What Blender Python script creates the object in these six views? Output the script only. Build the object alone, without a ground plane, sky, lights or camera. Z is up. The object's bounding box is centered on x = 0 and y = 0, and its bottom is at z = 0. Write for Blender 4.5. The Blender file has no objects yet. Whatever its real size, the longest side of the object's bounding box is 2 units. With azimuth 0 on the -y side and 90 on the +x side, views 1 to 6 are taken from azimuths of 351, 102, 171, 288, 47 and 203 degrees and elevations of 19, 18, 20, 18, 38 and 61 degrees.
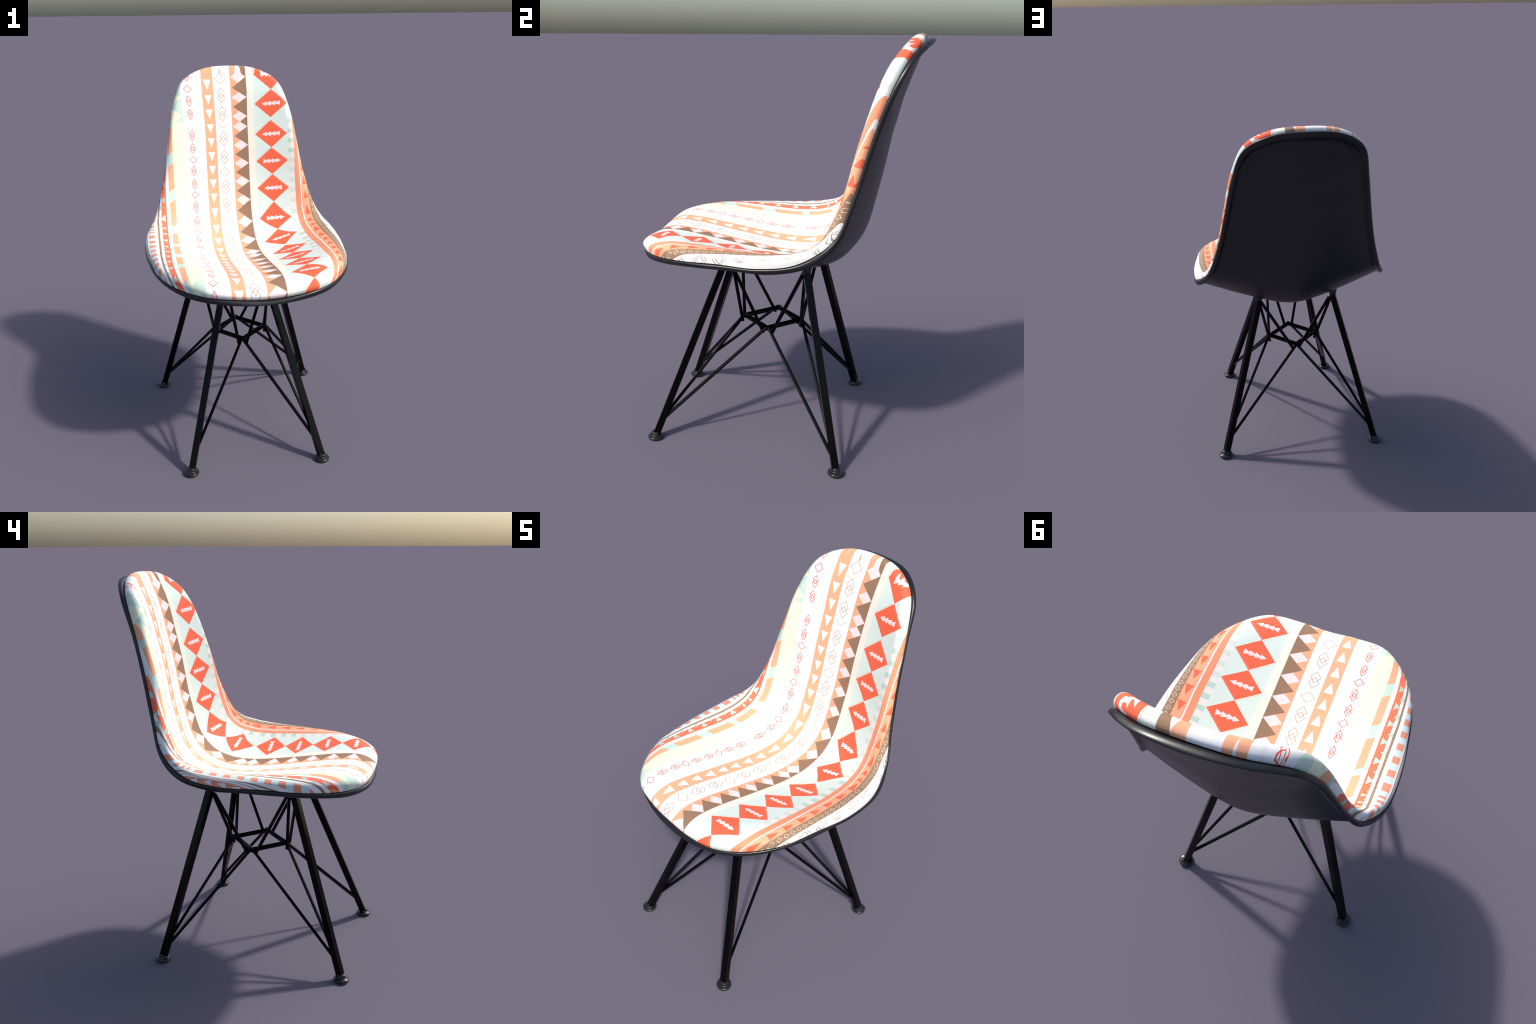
# Upholstered side chair: moulded black shell, padded fabric cushion with a woven-style
# geometric print, and a black wire base (four splayed legs, a diamond ring, thin struts).
import bpy, math
import numpy as np
from mathutils import Vector

# ------------------------------------------------------------------ curves
def catmull(pts, n, mirror=False):
    """n samples per span through the control points; mirror: the curve crosses x = 0 at both ends."""
    q = np.asarray(pts, float)
    if mirror:
        m = np.array([-1, 1, 1])
        q = np.vstack([q[1] * m, q, q[-2] * m])
    else:
        q = np.vstack([2 * q[0] - q[1], q, 2 * q[-1] - q[-2]])
    k = len(q) - 3
    t = np.linspace(0, k - 1e-9, n * k + 1)
    i = t.astype(int)
    f = (t - i)[:, None]
    a, b, c, d = q[i], q[i + 1], q[i + 2], q[i + 3]
    return .5 * (2 * b + (c - a) * f + (2 * a - 5 * b + 4 * c - d) * f**2 + (3 * b - a - 3 * c + d) * f**3)

# side profile of the padded seat (y, z), a little off the middle, front edge -> top of the back
PROFILE = [(-.72, 1.048), (-.66, 1.06), (-.60, 1.071), (-.534, 1.073), (-.45, 1.065), (-.37, 1.052), (-.20, 1.022),
           (-.04, .997), (.075, .990), (.161, .999), (.252, 1.038), (.320, 1.116), (.353, 1.207), (.372, 1.284),
           (.393, 1.368), (.408, 1.457), (.422, 1.538), (.441, 1.623), (.459, 1.697), (.477, 1.772), (.504, 1.859),
           (.544, 1.946), (.583, 2.018), (.62, 2.085)]
C = catmull(PROFILE, 60)
S_ARC = np.concatenate([[0], np.cumsum(np.linalg.norm(np.diff(C, axis=0), axis=1))])
S_ARC -= S_ARC[60]                              # s = 0 at y = -0.66
T_ = np.gradient(C, axis=0)
T_ /= np.linalg.norm(T_, axis=1)[:, None]
N_ = np.stack([-T_[:, 1], T_[:, 0]], 1)

def to_sheet(P):
    """world points -> (x, s, h): across, along the profile, above it"""
    P = np.atleast_2d(P)
    i = ((C[None] - P[:, None, 1:]) ** 2).sum(-1).argmin(1)
    d = P[:, 1:] - C[i]
    return np.stack([P[:, 0], S_ARC[i] + (d * T_[i]).sum(1), (d * N_[i]).sum(1)], 1)

def to_world(x, s, h):
    y = np.interp(s, S_ARC, C[:, 0]) + h * np.interp(s, S_ARC, N_[:, 0])
    z = np.interp(s, S_ARC, C[:, 1]) + h * np.interp(s, S_ARC, N_[:, 1])
    return np.stack([x, y, z], -1)

# how strongly the sides curl up / forward along the profile
CURL = catmull([(-.1, .22), (0, .22), (.13, .23), (.3, .25), (.46, .305), (.63, .375), (.83, .43), (1.04, .40), (1.2, .37),
                (1.38, .37), (1.53, .35), (1.7, .34), (1.85, .28), (1.97, .20), (2.1, .18)], 4)
HOLLOW = catmull([(-.1, .0135), (.3, .0140), (.63, .0165), (.83, .0165), (1.04, .0180), (1.2, .0200), (1.5, .0195), (1.7, .0190),
                  (1.85, .0150), (1.95, .0090), (2.1, .0090)], 4)        # depth of the middle line
FLARE = catmull([(-.1, .70), (.3, .78), (.5, .86), (.9, .80), (1.2, .78), (2.1, .78)], 4)   # slope of the outer part
def dish(x, s):
    a = np.abs(x)
    m = np.minimum(a, .3)
    k, c, f = (np.interp(s, t[:, 0], t[:, 1]) for t in (CURL, HOLLOW, FLARE))
    return k * (m ** 1.6 + f * (a - m)) - c
# width of the rolled edge along the profile: soft at the front, crisper up the back
ROLLS = np.array([(-.1, .14), (.1, .13), (.35, .12), (.6, .095), (.9, .078), (1.2, .058), (1.5, .048), (1.8, .042), (1.93, .032), (2.1, .032)])

# right half of the seam (cushion meets shell) and of the shell's outer edge, front middle -> top middle
SEAM = [(0, -.647, .985), (.145, -.646, .995), (.286, -.618, 1.010), (.404, -.520, 1.020), (.490, -.377, 1.034),
        (.527, -.198, 1.044), (.550, -.012, 1.044), (.541, .163, 1.075), (.479, .304, 1.171), (.420, .368, 1.345),
        (.383, .421, 1.541), (.349, .481, 1.732), (.285, .554, 1.888), (.157, .612, 1.957), (0, .627, 1.974)]
EDGE = [(0, -.663, .962), (.179, -.648, .970), (.336, -.583, .983), (.448, -.461, 1.002), (.513, -.301, 1.017),
        (.540, -.130, 1.023), (.549, .039, 1.022), (.539, .201, 1.059), (.482, .319, 1.147), (.431, .379, 1.310),
        (.390, .433, 1.499), (.354, .493, 1.693), (.308, .570, 1.871), (.179, .643, 1.958), (0, .666, 1.976)]

HALF = 96
def closed_loop(ctrl):
    """resampled evenly by arc length, then mirrored into a full loop"""
    c = catmull(ctrl, 40, mirror=True)
    L = np.concatenate([[0], np.cumsum(np.linalg.norm(np.diff(c, axis=0), axis=1))])
    t = np.linspace(0, L[-1], HALF + 1)
    r = np.stack([np.interp(t, L, c[:, k]) for k in range(3)], 1)
    r[0, 0] = r[-1, 0] = 0
    return np.vstack([r, (r * [-1, 1, 1])[-2:0:-1]])

SEAM_LOOP = closed_loop(SEAM)
EDGE_LOOP = closed_loop(EDGE) * [.994, .996, 1]

def spine(s):
    """the middle line that the rings shrink to"""
    return .42 + 1.18 * np.clip(s / 1.95, 0, 1)

# ------------------------------------------------------------------ mesh helpers
def add_mesh(name, verts, faces, material, parent=None, smooth=True, location=(0, 0, 0)):
    me = bpy.data.meshes.new(name)
    me.from_pydata([tuple(map(float, v)) for v in verts], [], faces)
    me.update()
    if smooth:
        me.polygons.foreach_set("use_smooth", [True] * len(me.polygons))
    me.materials.append(material)
    ob = bpy.data.objects.new(name, me)
    ob.location = location
    ob.parent = parent
    bpy.context.scene.collection.objects.link(ob)
    return ob

def ring_faces(rings, n, flip=False, close_first=None):
    f = []
    for k in range(rings - 1):
        for j in range(n):
            a, b = k * n + j, k * n + (j + 1) % n
            q = (a, b, b + n, a + n)
            f.append(q[::-1] if flip else q)
    return f

# ------------------------------------------------------------------ node language
class Nodes:
    """small arithmetic layer over shader nodes: N.v(socket) + - * / min max abs etc."""
    def __init__(self, tree):
        self.t = tree

    def node(self, kind, **props):
        n = self.t.nodes.new(kind)
        for k, v in props.items():
            setattr(n, k, v)
        return n

    def put(self, value, socket):
        if isinstance(value, V):
            self.t.links.new(value.s, socket)
        else:
            socket.default_value = value

    def math(self, op, *args):
        n = self.node("ShaderNodeMath", operation=op)
        for a, s in zip(args, n.inputs):
            self.put(a, s)
        return V(self, n.outputs[0])

    def curve(self, x, knots):
        """piecewise curve through (x, y) knots"""
        kx, ky = np.array(knots, float).T
        x0, x1, y0, y1 = kx.min(), kx.max(), ky.min(), ky.max()
        n = self.node("ShaderNodeFloatCurve")
        c = n.mapping.curves[0]
        pts = sorted(((a - x0) / (x1 - x0), (b - y0) / (y1 - y0)) for a, b in zip(kx, ky))
        while len(c.points) < len(pts):
            c.points.new(.5, .5)
        for p, q in zip(c.points, pts):
            p.location = q
            p.handle_type = "VECTOR"
        n.mapping.update()
        self.put((x - x0) * (1 / (x1 - x0)), n.inputs["Value"])
        return V(self, n.outputs[0]) * (y1 - y0) + y0

    def mix(self, fac, a, b):
        n = self.node("ShaderNodeMix", data_type="RGBA")
        self.put(fac, n.inputs[0])
        for v, s in ((a, n.inputs[6]), (b, n.inputs[7])):
            if isinstance(v, V):
                self.t.links.new(v.s, s)
            else:
                s.default_value = (*v, 1)
        return V(self, n.outputs[2])

class V:
    def __init__(self, n, s):
        self.n, self.s = n, s
    def __add__(self, o): return self.n.math("ADD", self, o)
    def __radd__(self, o): return self.n.math("ADD", o, self)
    def __sub__(self, o): return self.n.math("SUBTRACT", self, o)
    def __rsub__(self, o): return self.n.math("SUBTRACT", o, self)
    def __mul__(self, o): return self.n.math("MULTIPLY", self, o)
    def __rmul__(self, o): return self.n.math("MULTIPLY", o, self)
    def __truediv__(self, o): return self.n.math("DIVIDE", self, o)
    def __lt__(self, o): return self.n.math("LESS_THAN", self, o)
    def __gt__(self, o): return self.n.math("GREATER_THAN", self, o)
    def __and__(self, o): return self.n.math("MULTIPLY", self, o)
    def __or__(self, o): return self.n.math("MAXIMUM", self, o)
    def abs(self): return self.n.math("ABSOLUTE", self)
    def min(self, o): return self.n.math("MINIMUM", self, o)
    def max(self, o): return self.n.math("MAXIMUM", self, o)
    def fract(self): return self.n.math("FRACT", self)
    def floor(self): return self.n.math("FLOOR", self)
    def sign(self): return self.n.math("SIGN", self)
    def mod(self, o): return self.n.math("FLOORED_MODULO", self, o)
    def clamp(self): return self.max(0.0).min(1.0)
    def ramp(self, a, b): return ((self - a) * (1 / (b - a))).clamp()
    def within(self, a, b): return (self > a) & (self < b)

def new_material(name):
    m = bpy.data.materials.new(name)
    m.use_nodes = True
    return m, m.node_tree.nodes["Principled BSDF"], Nodes(m.node_tree)

# ------------------------------------------------------------------ plain materials
def black_material(name, colour, rough, grain, spec=.5):
    m, b, N = new_material(name)
    co = N.node("ShaderNodeTexCoord")
    tex = N.node("ShaderNodeTexNoise")
    tex.inputs["Scale"].default_value = grain
    tex.inputs["Detail"].default_value = 3
    N.t.links.new(co.outputs["Object"], tex.inputs["Vector"])
    f = V(N, tex.outputs["Fac"])
    N.t.links.new(N.mix(f, tuple(c * .9 for c in colour), tuple(c * 1.1 for c in colour)).s, b.inputs["Base Color"])
    N.t.links.new((f * .02 + (rough - .01)).s, b.inputs["Roughness"])
    b.inputs["Specular IOR Level"].default_value = spec
    return m

SHELL_MAT = black_material("black_plastic", (.011, .011, .0125), .33, 60)
METAL_MAT = black_material("black_painted_steel", (.0013, .0013, .0015), .13, 40, .13)
FOOT_MAT = black_material("glossy_black_plastic", (.016, .016, .017), .16, 50)

# ------------------------------------------------------------------ printed fabric
WHITE, CREAM, PALE = (.87, .86, .83), (.88, .87, .62), (.88, .87, .75)
MINT, MINT_DARK, MINT_GREY = (.73, .84, .77), (.52, .70, .60), (.70, .75, .67)
PEACH, SALMON = (.90, .42, .245), (.88, .33, .185)
RED, PINK, BROWN, TAN = (.95, .150, .072), (.93, .76, .74), (.325, .190, .118), (.42, .26, .14)
MINT_TRI = (.44, .64, .54)
TILE = 5.085                      # print repeat, in units of one red diamond

def fabric_material():
    m, bsdf, N = new_material("printed_fabric")
    co = N.node("ShaderNodeTexCoord")
    sep = N.node("ShaderNodeSeparateXYZ")
    N.t.links.new(co.outputs["Object"], sep.inputs[0])
    x, y, z = (V(N, sep.outputs[k]) for k in range(3))

    # --- how the cloth runs: seat line, bend of radius R about Q, back line
    d1 = np.array([-1, .154]); d1 /= np.linalg.norm(d1)        # seat, towards the front
    d2 = np.array([.206, .978]); d2 /= np.linalg.norm(d2)      # back, upwards
    n1, n2 = np.array([d1[1], -d1[0]]), np.array([-d2[1], d2[0]])
    R, A, B = .20, np.array([-.04, .997]), np.array([.372, 1.284])
    Q = np.linalg.solve(np.array([n1, n2]), [n1 @ A + R, n2 @ B + R])
    full = math.acos(np.clip(-(d1 @ d2), -1, 1))
    full = math.pi - math.acos(d1 @ d2)                         # turning angle of the bend

    def run_np(p):
        r = np.asarray(p) - Q
        a, b = r @ d1, r @ d2
        if a > 0: return -a, R + r @ n1 * 1.0
        if b > 0: return R * full + b, R + r @ n2
        ang = math.atan2(r @ -d1, -(r @ n1))
        return R * ang, R - math.hypot(*r)

    ry, rz = y - float(Q[0]), z - float(Q[1])
    dot = lambda v: ry * float(v[0]) + rz * float(v[1])
    a, b, c1, c2 = dot(d1), dot(d2), dot(n1), dot(n2)
    ang = N.math("ARCTAN2", a * -1.0, c1 * -1.0)
    on_seat, on_back = a > 0.0, (b > 0.0) & (a < 0.0)
    bend = (1.0 - on_seat) & (1.0 - on_back)
    run = on_seat * (a * -1.0) + on_back * (b + R * full) + bend * (ang * R)
    dist = N.math("SQRT", ry * ry + rz * rz)
    height = on_seat * (c1 + R) + on_back * (c2 + R) + bend * (R - dist)

    def at(s, h=.015):
        return run_np(to_world(0.0, s, h)[1:])
    # print coordinate: one unit per red diamond, 0 at the repeat line on the back
    s_to_v = [(-.10, 9.50), (.054, 9.085), (.214, 8.085), (.381, 7.085), (.545, 6.085), (.721, 5.085), (.735, 5.0),
              (.934, 4.0), (1.126, 3.0), (1.294, 2.0), (1.455, 1.0), (1.617, 0.0), (1.633, -.085), (1.798, -1.085), (1.90, -1.62), (2.05, -1.72)]
    v = N.curve(run, [(at(s)[0], w) for s, w in s_to_v])
    s = N.curve(run, [(at(q, 0)[0], q) for q in np.linspace(-.1, 2.05, 22)])
    lift = N.curve(run, [(at(q, 0)[0], at(q, 0)[1]) for q in np.linspace(-.1, 2.05, 22)])
    curl, hollow = N.curve(s, CURL[::3].tolist()), N.curve(s, HOLLOW[::3].tolist())
    ax = x.abs()
    xm = ax.min(.3)
    drop = (curl * (N.math("POWER", xm, 1.6) + (ax - xm) * .80) - hollow + lift - height - .004).max(0.0)
    # across: nearly constant x, a little skewed on the seat and spread at the top, then down the side wall
    seat_part, top_part = s.ramp(1.1, .6), s.ramp(1.6, 1.8)
    side = ax.ramp(.24, .36)
    u = (x - seat_part * (x * .05 + .010).max(0.0)) * (1.0 - top_part * .05) + x.sign() * drop * side * .55
    v = v + drop * (1.0 - side) * (s.ramp(.25, .05) * 3.2 - s.ramp(1.75, 1.9) * 1.2)
    w = v.mod(TILE)

    col = N.mix(0.0, WHITE, WHITE)
    def lay(mask, colour):
        nonlocal col
        col = N.mix(mask, col, colour)
    def band(lo, hi): return u.within(lo, hi)
    def rhomb(cu, cw, hu, hw, uu=None, ww=None):
        """L1 distance, 1 on the outline of a diamond"""
        return ((u if uu is None else uu) - cu).abs() * (1 / hu) + ((w if ww is None else ww) - cw).abs() * (1 / hw)
    def outline(d, t): return (d - (1 - t)).abs() < t
    def nearest(centres):
        """signed distance in w to the nearest of several centres"""
        d = None
        for cw in centres:
            e = w - cw
            if d is None:
                d = e
            else:
                closer = e.abs() < d.abs()
                d = d + (e - d) * closer
        return d

    # 1 broad mint band with red diamonds, each with a feathered arrow
    lay(band(.138, .332), MINT)
    k = w.floor()
    in_tile = w < 5.0
    p = w - k - .5
    uc = (u - .2350) * (1 / .0940)
    lay(outline(((uc + .05).abs() + (p * 2.0 + .05).abs()), .012) & in_tile & band(.13, .336), PEACH)
    dia = uc.abs() + (p * 2.0).abs()
    lay((dia < 1.0) & in_tile, RED)
    lay(outline(((uc + .045).abs() + (p * 2.0 - .045).abs()), .010) & (dia < 1.0) & in_tile, SALMON)
    odd = k.mod(2.0)                                            # arrows point left, right, left, right, left
    flip = odd * 2.0 - 1.0
    q = (uc * flip * -1.0 + .57) * (1 / 1.12)                   # 0 at the tip, 1 at the tail
    barb = ((q - .27) * (1 / .2434)).fract()
    half = (q < .27) * (q * (.085 / .27)) + (q > .27) * (barb * .058 + .027)
    lay(((p + uc * .02).abs() < half) & q.within(0.0, 1.0) & in_tile, PINK)

    # 2 cream stripe and brown saw-tooth with pink lozenges
    lay(band(.098, .138), PALE)
    zig = band(.006, .098)
    lay(zig, PEACH)
    inside = w.within(.19, 4.915)
    ph = (w - .19).mod(.675)
    d_in = ph.min(.675 - ph)
    wseam = (w + .17).mod(TILE)                                 # short tooth across the repeat line
    d_seam = wseam.min(.36 - wseam).max(0.0)
    d = inside * d_in + (1.0 - inside) * d_seam
    lay(((u - .053).abs() * (1 / .043) + d * (1 / .185) < 1.0) & zig, PINK)
    lay(((.098 - u) < d * (.082 / .3375)) & zig, BROWN)

    # 3 white column with tan outlined lozenges
    tan = band(-.092, .004)
    dn = nearest([.62, 1.28, 2.39, 3.03, 4.16, 4.81])
    un = u + .050
    for off in (-.085, .085):
        lay(outline(un.abs() * (1 / .0245) + (dn - off).abs() * (1 / .19), .065) & tan, TAN)
    dn = nearest([.05, 1.84, 3.61])
    lay(outline(un.abs() * (1 / .034) + dn.abs() * (1 / .175), .050) & tan & (w > .045), TAN)

    # 4 orange band with white triangles pointing down
    org = band(-.160, -.093)
    lay(org, PEACH)
    t = (w - .07).mod(TILE / 10)
    lay(((u + .1265).abs() < (.335 - t) * (.0215 / .335)) & org, WHITE)

    # 5 faint pink arrowheads
    t = (w - .1).mod(TILE / 13)
    lay(((u + .194).abs() < t * (.011 / .36)) & (t < .33), (.85, .78, .785))

    # 6 white column with red outlined lozenges
    redc = band(-.283, -.205)
    dn = nearest([.47, .94, 1.75, 2.23, 3.02, 3.50, 4.34, 4.80])
    un = u + .2405
    for off in (-.055, .055):
        lay(outline(un.abs() * (1 / .0170) + (dn - off).abs() * (1 / .145), .115) & redc, (.85, .09, .045))
    dn = nearest([1.34, 2.63, 3.93])
    lay(outline(un.abs() * (1 / .0245) + dn.abs() * (1 / .14), .095) & redc, (.85, .09, .045))

    # 7 cream band with mint triangles that fade along the repeat
    cream = band(-.362, -.283)
    lay(cream, CREAM)
    t = ((w - .41).mod(TILE / 8) - TILE / 16).abs()             # 0 in the middle of a triangle's base
    tri = ((-.283 - u) < .076 - t * (.076 * 16 / TILE))
    strength = w.ramp(2.8, 4.2) * .80 + .15
    ring = outline((u + .308).abs() * (1 / .013) + t * (1 / .10), .09)
    lay(tri & cream & strength.min(1.0), MINT_DARK)
    lay(ring & cream & strength.min(1.0), PINK)

    # 8 coral band broken by slanted mint pieces
    cor = band(-.397, -.362)
    lay(cor, PEACH)
    ws = (w + (u + .362) * 3.6)
    gap = ws.within(1.01, 1.42) | ws.within(2.35, 2.74) | ws.within(3.59, 4.14) | (ws > 5.0) | (ws < .12)
    lay(cor & gap, MINT_DARK)

    # 9 red zig-zag cloth with mint triangles, then a brown braid
    zz = band(-.452, -.418)
    lay(zz, RED)
    t = (((w - 1.05) * (9 / TILE) + .5).fract() - .5).abs()     # 0 at a mint triangle of the inner row
    chev = ((u.abs() * 30.0 + t * 2.2) * 2.4).fract()
    lay(zz & chev.within(.0, .22), (.85, .36, .22))
    side_row = (((w - .74) * (9 / TILE) + .5).fract() - .5).abs()
    hatch = ((w * 90.0 / TILE + u * 40.0).fract() < .35)
    lay(band(-.468, -.452) & hatch & (w.ramp(.2, .3) * w.ramp(2.2, 2.0)), (.74, .75, .71))
    lay((t < (u + .458) * (.19 / .030)) & band(-.458, -.428), MINT_TRI)
    lay((side_row < (-.443 - u) * (.17 / .026)) & band(-.469, -.443), MINT_TRI)
    braid = band(-.478, -.467)
    lay(braid, (.30, .19, .125))
    lay(braid & (((w * 9.0 - ((u + .4725).abs() * 90.0)).fract()) < .25), (.40, .28, .19))

    # 10 left wall: coral dashes on mint, brown hairlines, coral strip with white triangles
    dash = band(-.535, -.497)
    lay(dash, (.62, .74, .74))
    lay(dash & (((w - .54) * (13 / TILE)).fract() < .5), (.80, .30, .19))
    lay(band(-.552, -.547), BROWN)
    lay(band(-.560, -.558), TAN)
    rim = band(-.68, -.566)
    lay(rim, (.80, .32, .21))
    t = (w * (13 / TILE)).fract()
    lay(rim & ((u + .576).abs() < t * .012) & (t < .6), WHITE)

    # 11 right edge: mint and cream dashes, orange stripes, coral triangles, brown braid of lozenges
    dash = band(.332, .366)
    lay(dash, (.84, .82, .76))
    dark = (w < 1.25) | (w > 4.6)
    mintd = N.mix(dark, MINT_GREY, MINT_DARK)
    n = N.node("ShaderNodeMix", data_type="RGBA")
    N.put(dash & (((w - .333) * (14 / TILE)).fract() < .44), n.inputs[0])
    N.t.links.new(col.s, n.inputs[6]); N.t.links.new(mintd.s, n.inputs[7])
    col = V(N, n.outputs[2])
    lay(band(.366, .396), SALMON)
    lay(band(.396, .402), WHITE)
    lay(band(.402, .447), PEACH)
    t = (w - .57).mod(TILE / 10)
    lay(((u - .426).abs() < t * (.0175 / .32)) & (t < .32), (.86, .17, .085))
    lay(band(.443, .447), SALMON)
    br = band(.447, .484)
    lay(br, (.33, .20, .125))
    t = ((w * (25 / TILE) + .25).fract() - .5).abs()
    lay(outline((u - .4655).abs() * (1 / .012) + t * (1 / .40), .13) & br, (.62, .60, .46))
    wl = band(.484, .60)
    t = ((w * (9 / TILE)).fract() - .5)
    for off in (-.07, .07):
        lay(outline((u - .511).abs() * (1 / .020) + (t - off).abs() * (1 / .30), .065) & wl, (.34, .25, .20))
    lay(band(.562, .70), (.42, .56, .50))

    N.t.links.new(col.s, bsdf.inputs["Base Color"])
    bsdf.inputs["Roughness"].default_value = .75
    bsdf.inputs["Specular IOR Level"].default_value = .25
    # fine weave
    weave = N.node("ShaderNodeTexNoise")
    weave.inputs["Scale"].default_value = 900
    N.t.links.new(co.outputs["Object"], weave.inputs["Vector"])
    bump = N.node("ShaderNodeBump")
    bump.inputs["Strength"].default_value = .06
    bump.inputs["Distance"].default_value = .001
    N.t.links.new(weave.outputs["Fac"], bump.inputs["Height"])
    N.t.links.new(bump.outputs["Normal"], bsdf.inputs["Normal"])
    return m

FABRIC_MAT = fabric_material()

# ------------------------------------------------------------------ the chair
chair = bpy.data.objects.new("side_chair", None)
chair.empty_display_size = .2
bpy.context.scene.collection.objects.link(chair)
chair["label"] = "upholstered side chair, geometric print cushion, black shell, wire base"
chair["category"] = "chair"

# ---- cushion
TUCK = math.radians(118)
def build_cushion():
    seam = to_sheet(SEAM_LOOP)
    n = len(seam)
    mid = np.stack([np.zeros(n), spine(seam[:, 1])], 1)
    out = seam[:, :2] - mid
    length = np.linalg.norm(out, axis=1)
    out /= length[:, None]
    roll = np.interp(seam[:, 1], ROLLS[:, 0], ROLLS[:, 1])
    over = np.interp(seam[:, 1], [0, .3, .95, 1.25, 1.75, 1.93], [.007, .001, .001, .010, .011, .012])   # overhang past the seam
    edge = length + over
    verts, rings = [], 0
    def add(d, drop_share):
        nonlocal rings
        xs = mid + out * (edge - d)[:, None]
        top = dish(xs[:, 0], xs[:, 1])
        rim = mid + out * edge[:, None]
        deep = dish(rim[:, 0], rim[:, 1]) - seam[:, 2]
        verts.append(to_world(xs[:, 0], xs[:, 1], top - deep * drop_share))
        rings += 1
    last = 1 - math.cos(TUCK)
    for phi in np.linspace(TUCK, 0, 22):
        add(roll * (1 - math.sin(phi)) if phi < math.pi / 2 else over * (1 - math.sin(phi)) / (1 - math.sin(TUCK)), (1 - math.cos(phi)) / last)
    for q in np.linspace(0, 1, 26)[1:]:
        add(roll + (edge - roll) * q * .985, 0)
    P = np.vstack(verts)
    faces = ring_faces(rings, n)
    base = (rings - 1) * n                                       # close along the spine
    half = n // 2
    for j in range(half):
        a, b = base + j, base + j + 1
        c, d = base + (n - j - 1) % n, base + (n - j) % n
        if j == 0:
            faces.append((a, b, c))
        elif j == half - 1:
            faces.append((a, b, d))
        else:
            faces.append((a, b, c, d))
    return add_mesh("cushion", P, faces, FABRIC_MAT, chair)
build_cushion()

# ---- shell
BACK_LINE = [(-.70, .952), (-.60, .952), (-.45, .944), (-.30, .932), (-.15, .917), (0, .903), (.08, .898), (.138, .899), (.211, .915),
             (.24, .923), (.295, .952), (.335, .991), (.358, 1.022), (.387, 1.066), (.415, 1.132), (.437, 1.221),
             (.456, 1.31), (.475, 1.401), (.491, 1.49), (.505, 1.565), (.520, 1.626), (.542, 1.717), (.558, 1.765),
             (.575, 1.814), (.589, 1.849), (.606, 1.893), (.622, 1.935), (.64, 1.98)]
def build_shell():
    bl = catmull(BACK_LINE, 8)
    bs = to_sheet(np.column_stack([np.zeros(len(bl)), bl]))
    order = np.argsort(bs[:, 1])
    depth = lambda s: np.interp(s, bs[order, 1], bs[order, 2])
    e = to_sheet(EDGE_LOOP)
    n = len(e)
    mid = np.stack([np.zeros(n), spine(e[:, 1])], 1)
    span = mid - e[:, :2]
    inward2 = span / np.linalg.norm(span, axis=1)[:, None]
    width = .024 + .040 * np.clip((e[:, 1] - 1.72) / .2, 0, 1)   # the lip flares wider over the top
    up3 = to_world(e[:, 0], e[:, 1], e[:, 2] + .01) - to_world(e[:, 0], e[:, 1], e[:, 2])
    up3 /= np.linalg.norm(up3, axis=1)[:, None]
    in3 = to_world(e[:, 0] + inward2[:, 0] * .02, e[:, 1] + inward2[:, 1] * .02, e[:, 2]) - to_world(e[:, 0], e[:, 1], e[:, 2])
    in3 /= np.linalg.norm(in3, axis=1)[:, None]
    O, S = EDGE_LOOP, SEAM_LOOP
    hb = to_sheet(O + in3 * width[:, None] + up3 * (.010 + (width - .024) * .25)[:, None])
    lip = [S + in3 * .05 - up3 * .012, S + in3 * .008 - up3 * .003, O + (S - O) * .76 - in3 * .0050, O + (S - O) * .40 - in3 * .0075,
           O - in3 * .0035, O - up3 * .004 + in3 * .004, O - up3 * .003 + in3 * (width * .45)[:, None], to_world(hb[:, 0], hb[:, 1], hb[:, 2])]
    lip = [catmull(np.array([p[j] for p in lip]), 4) for j in range(n)]
    rings = [np.array([l[k] for l in lip]) for k in range(len(lip[0]))]
    mid_b = np.stack([np.zeros(n), spine(hb[:, 1])], 1)
    def body(q, inset):
        xs = mid_b + (hb[:, :2] - mid_b) * q
        p = 1.08 + .75 * np.clip((hb[:, 1] - 1.0) / .5, 0, 1)
        soft = ((q * q + .03) ** (p / 2) - .03 ** (p / 2)) / (1.03 ** (p / 2) - .03 ** (p / 2))   # bowl without a keel
        h = depth(xs[:, 1]) + (hb[:, 2] - depth(hb[:, 1])) * soft + inset
        return to_world(xs[:, 0], xs[:, 1], h)
    qs = np.linspace(1, .012, 30)
    for q in qs[1:]:
        rings.append(body(q, 0))
    inner = [body(q, .016) for q in qs[2:][::-1]]                # hidden inner face, up to the lip again
    k_out = len(rings)
    P = np.vstack(rings + inner)
    faces = ring_faces(k_out, n, flip=True)
    off = k_out * n
    faces += [tuple(i + off for i in f) for f in ring_faces(len(inner), n, flip=True)]
    last = off + (len(inner) - 1) * n
    for j in range(n):                                           # tie the inner face to the lip
        a, b = last + j, last + (j + 1) % n
        faces.append((a, a - last, b - last, b)[::1])
    half = n // 2
    for base, fl in (((k_out - 1) * n, True), (off, False)):
        for j in range(half):
            a, b = base + j, base + j + 1
            c, d = base + (n - j - 1) % n, base + (n - j) % n
            f = (a, b, c) if j == 0 else (a, b, d) if j == half - 1 else (a, b, c, d)
            faces.append(f[::-1] if fl else f)
    ob = add_mesh("seat_shell", P, faces, SHELL_MAT, chair)
    return ob, body, depth
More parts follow.
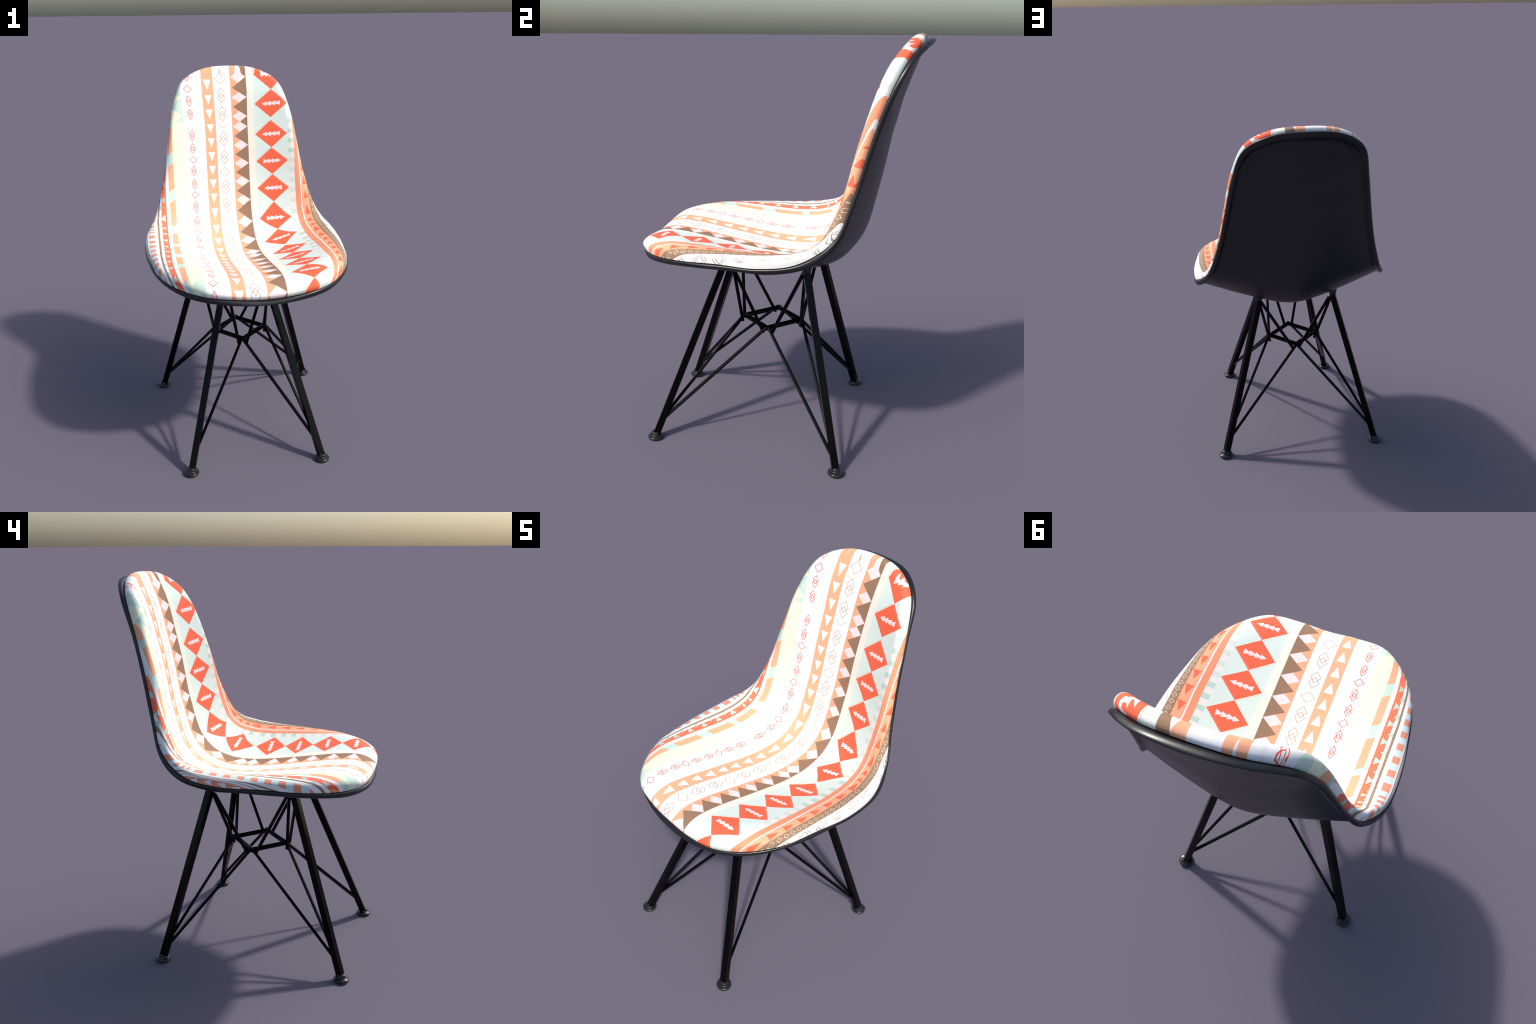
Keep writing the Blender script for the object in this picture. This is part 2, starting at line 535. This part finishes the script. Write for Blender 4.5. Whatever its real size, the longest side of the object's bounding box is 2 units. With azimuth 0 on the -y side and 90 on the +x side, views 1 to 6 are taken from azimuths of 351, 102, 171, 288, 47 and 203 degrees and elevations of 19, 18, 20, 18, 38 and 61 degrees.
shell, shell_body, shell_depth = build_shell()

# ---- base
def bar(name, p, q, width, sides, turn=0., parent=chair, bevel=0., smooth=False, width2=None, up=(0, 0, 1)):
    """prismatic rod from p to q; turn: angle of its first side about its axis"""
    p, q = np.array(p, float), np.array(q, float)
    ax = (q - p) / np.linalg.norm(q - p)
    ref = np.array([math.sin(turn), -math.cos(turn), 0.])        # wanted facing of a side (azimuth)
    f = ref - ax * (ref @ ax)
    if np.linalg.norm(f) < 1e-3:
        f = np.cross(ax, up)
    f /= np.linalg.norm(f)
    g = np.cross(ax, f)
    r = width / 2 / math.cos(math.pi / sides)
    r2 = (width2 or width) / 2 / math.cos(math.pi / sides)
    vs = []
    for end, rad in ((p, r), (q, r2)):
        for k in range(sides):
            a = math.tau * (k + .5) / sides
            vs.append(end + rad * (math.cos(a) * f + math.sin(a) * g))
    fs = [(k, (k + 1) % sides, sides + (k + 1) % sides, sides + k) for k in range(sides)]
    fs += [tuple(range(sides))[::-1], tuple(range(sides, 2 * sides))]
    ob = add_mesh(name, vs, fs, METAL_MAT, parent, smooth=smooth)
    if bevel:
        b = ob.modifiers.new("bevel", "BEVEL")
        b.width, b.segments = bevel, 2
    return ob

def lathe(name, profile, material, location, parent, seg=40):
    vs = [(r * math.cos(math.tau * j / seg), r * math.sin(math.tau * j / seg), z) for r, z in profile for j in range(seg)]
    fs = ring_faces(len(profile), seg)
    fs += [tuple(range(seg))[::-1], tuple(range((len(profile) - 1) * seg, len(profile) * seg))]
    ob = add_mesh(name, vs, fs, material, parent, location=location)
    return ob

FOOT_PROFILE = [(.028, 0), (.035, .001), (.0385, .004), (.0395, .009), (.0385, .014), (.035, .017), (.028, .018), (.0235, .0185),
                (.0215, .022), (.0205, .034), (.0185, .0375), (.015, .038)]
foot_mesh = None
TURN = math.radians(16)
LEGS = {  # foot end (z = .03), top end, facing
    "front_left": ((-.3827, -.5980, .022), (-.1550, -.2749, .920), -TURN),
    "front_right": ((.3190, -.5965, .022), (.0834, -.2780, .920), TURN),
    "back_left": ((-.4875, .3460, .022), (-.2565, .1450, .912), -TURN),
    "back_right": ((.4270, .3436, .022), (.1870, .1480, .912), TURN)}
NODES = {"front": (-.046, -.211, .571), "right": (.094, -.064, .571), "back": (-.048, .084, .571), "left": (-.190, -.060, .571)}

feet = []
for key, (foot, top, turn) in LEGS.items():
    leg = bar("leg", foot, top, .0345, 4, turn, bevel=.002)
    d = np.array(top) - np.array(foot)
    base = np.array(foot) - d * (.012 / d[2])
    if not feet:
        feet.append(lathe("foot", FOOT_PROFILE, FOOT_MAT, (base[0], base[1], 0), leg))
    else:
        f = feet[0].copy()
        f.location = (base[0], base[1], 0)
        f.parent = leg
        bpy.context.scene.collection.objects.link(f)
        feet.append(f)
    # rubber mount between the leg's top and the shell
    s = to_sheet(np.array([[top[0], top[1], .92]]))[0]
    roof = .950 if "front" in key else .960
    lathe("mount", [(.012, -.010), (.0155, -.006), (.018, .002), (.021, .014), (.027, roof - top[2])], SHELL_MAT, (top[0], top[1], top[2]), chair, 28)

# thin rods: (x, y) beside the ring (z = .56) and beside the leg (z = .12)
LOW_RODS = [((-.062, -.225), (-.350, -.556)), ((-.039, -.225), (.285, -.556)), ((.108, -.083), (.292, -.545)), ((.112, -.043), (.396, .297)),
            ((-.036, .098), (.382, .312)), ((-.058, .095), (-.445, .317)), ((-.204, -.043), (-.463, .296)), ((-.202, -.083), (-.358, -.545))]
# and (x, y) at z = .87 under the leg's top and at z = .56 beside the ring
HIGH_RODS = [((-.127, -.246), (-.0725, -.223)), ((.058, -.247), (-.025, -.223)), ((.088, -.236), (.098, -.088)), ((.178, .113), (.103, -.032)),
             ((.160, .133), (-.018, .090)), ((-.222, .138), (-.068, .088)), ((-.249, .111), (-.188, -.028)), ((-.154, -.234), (-.188, -.084))]
def rod(a, za, b, zb, z0, z1, width):
    a, b = np.array([*a, za]), np.array([*b, zb])
    at = lambda z: a + (b - a) * ((z - za) / (zb - za))
    return bar("strut", at(z0), at(z1), width, 6, .3)
for a, b in LOW_RODS:
    rod(a, .56, b, .12, .576, .096, .0155)
for a, b in HIGH_RODS:
    rod(a, .87, b, .56, .896, .546, .0165)
names = ["front", "right", "back", "left"]
for i in range(4):
    a, b = (np.array(NODES[names[k % 4]]) for k in (i, i + 1))
    d = (b - a) / np.linalg.norm(b - a)
    bar("ring_bar", a - d * .010, b + d * .010, .0245, 6, math.atan2(d[0], -d[1]) + math.pi / 2, bevel=.0015)
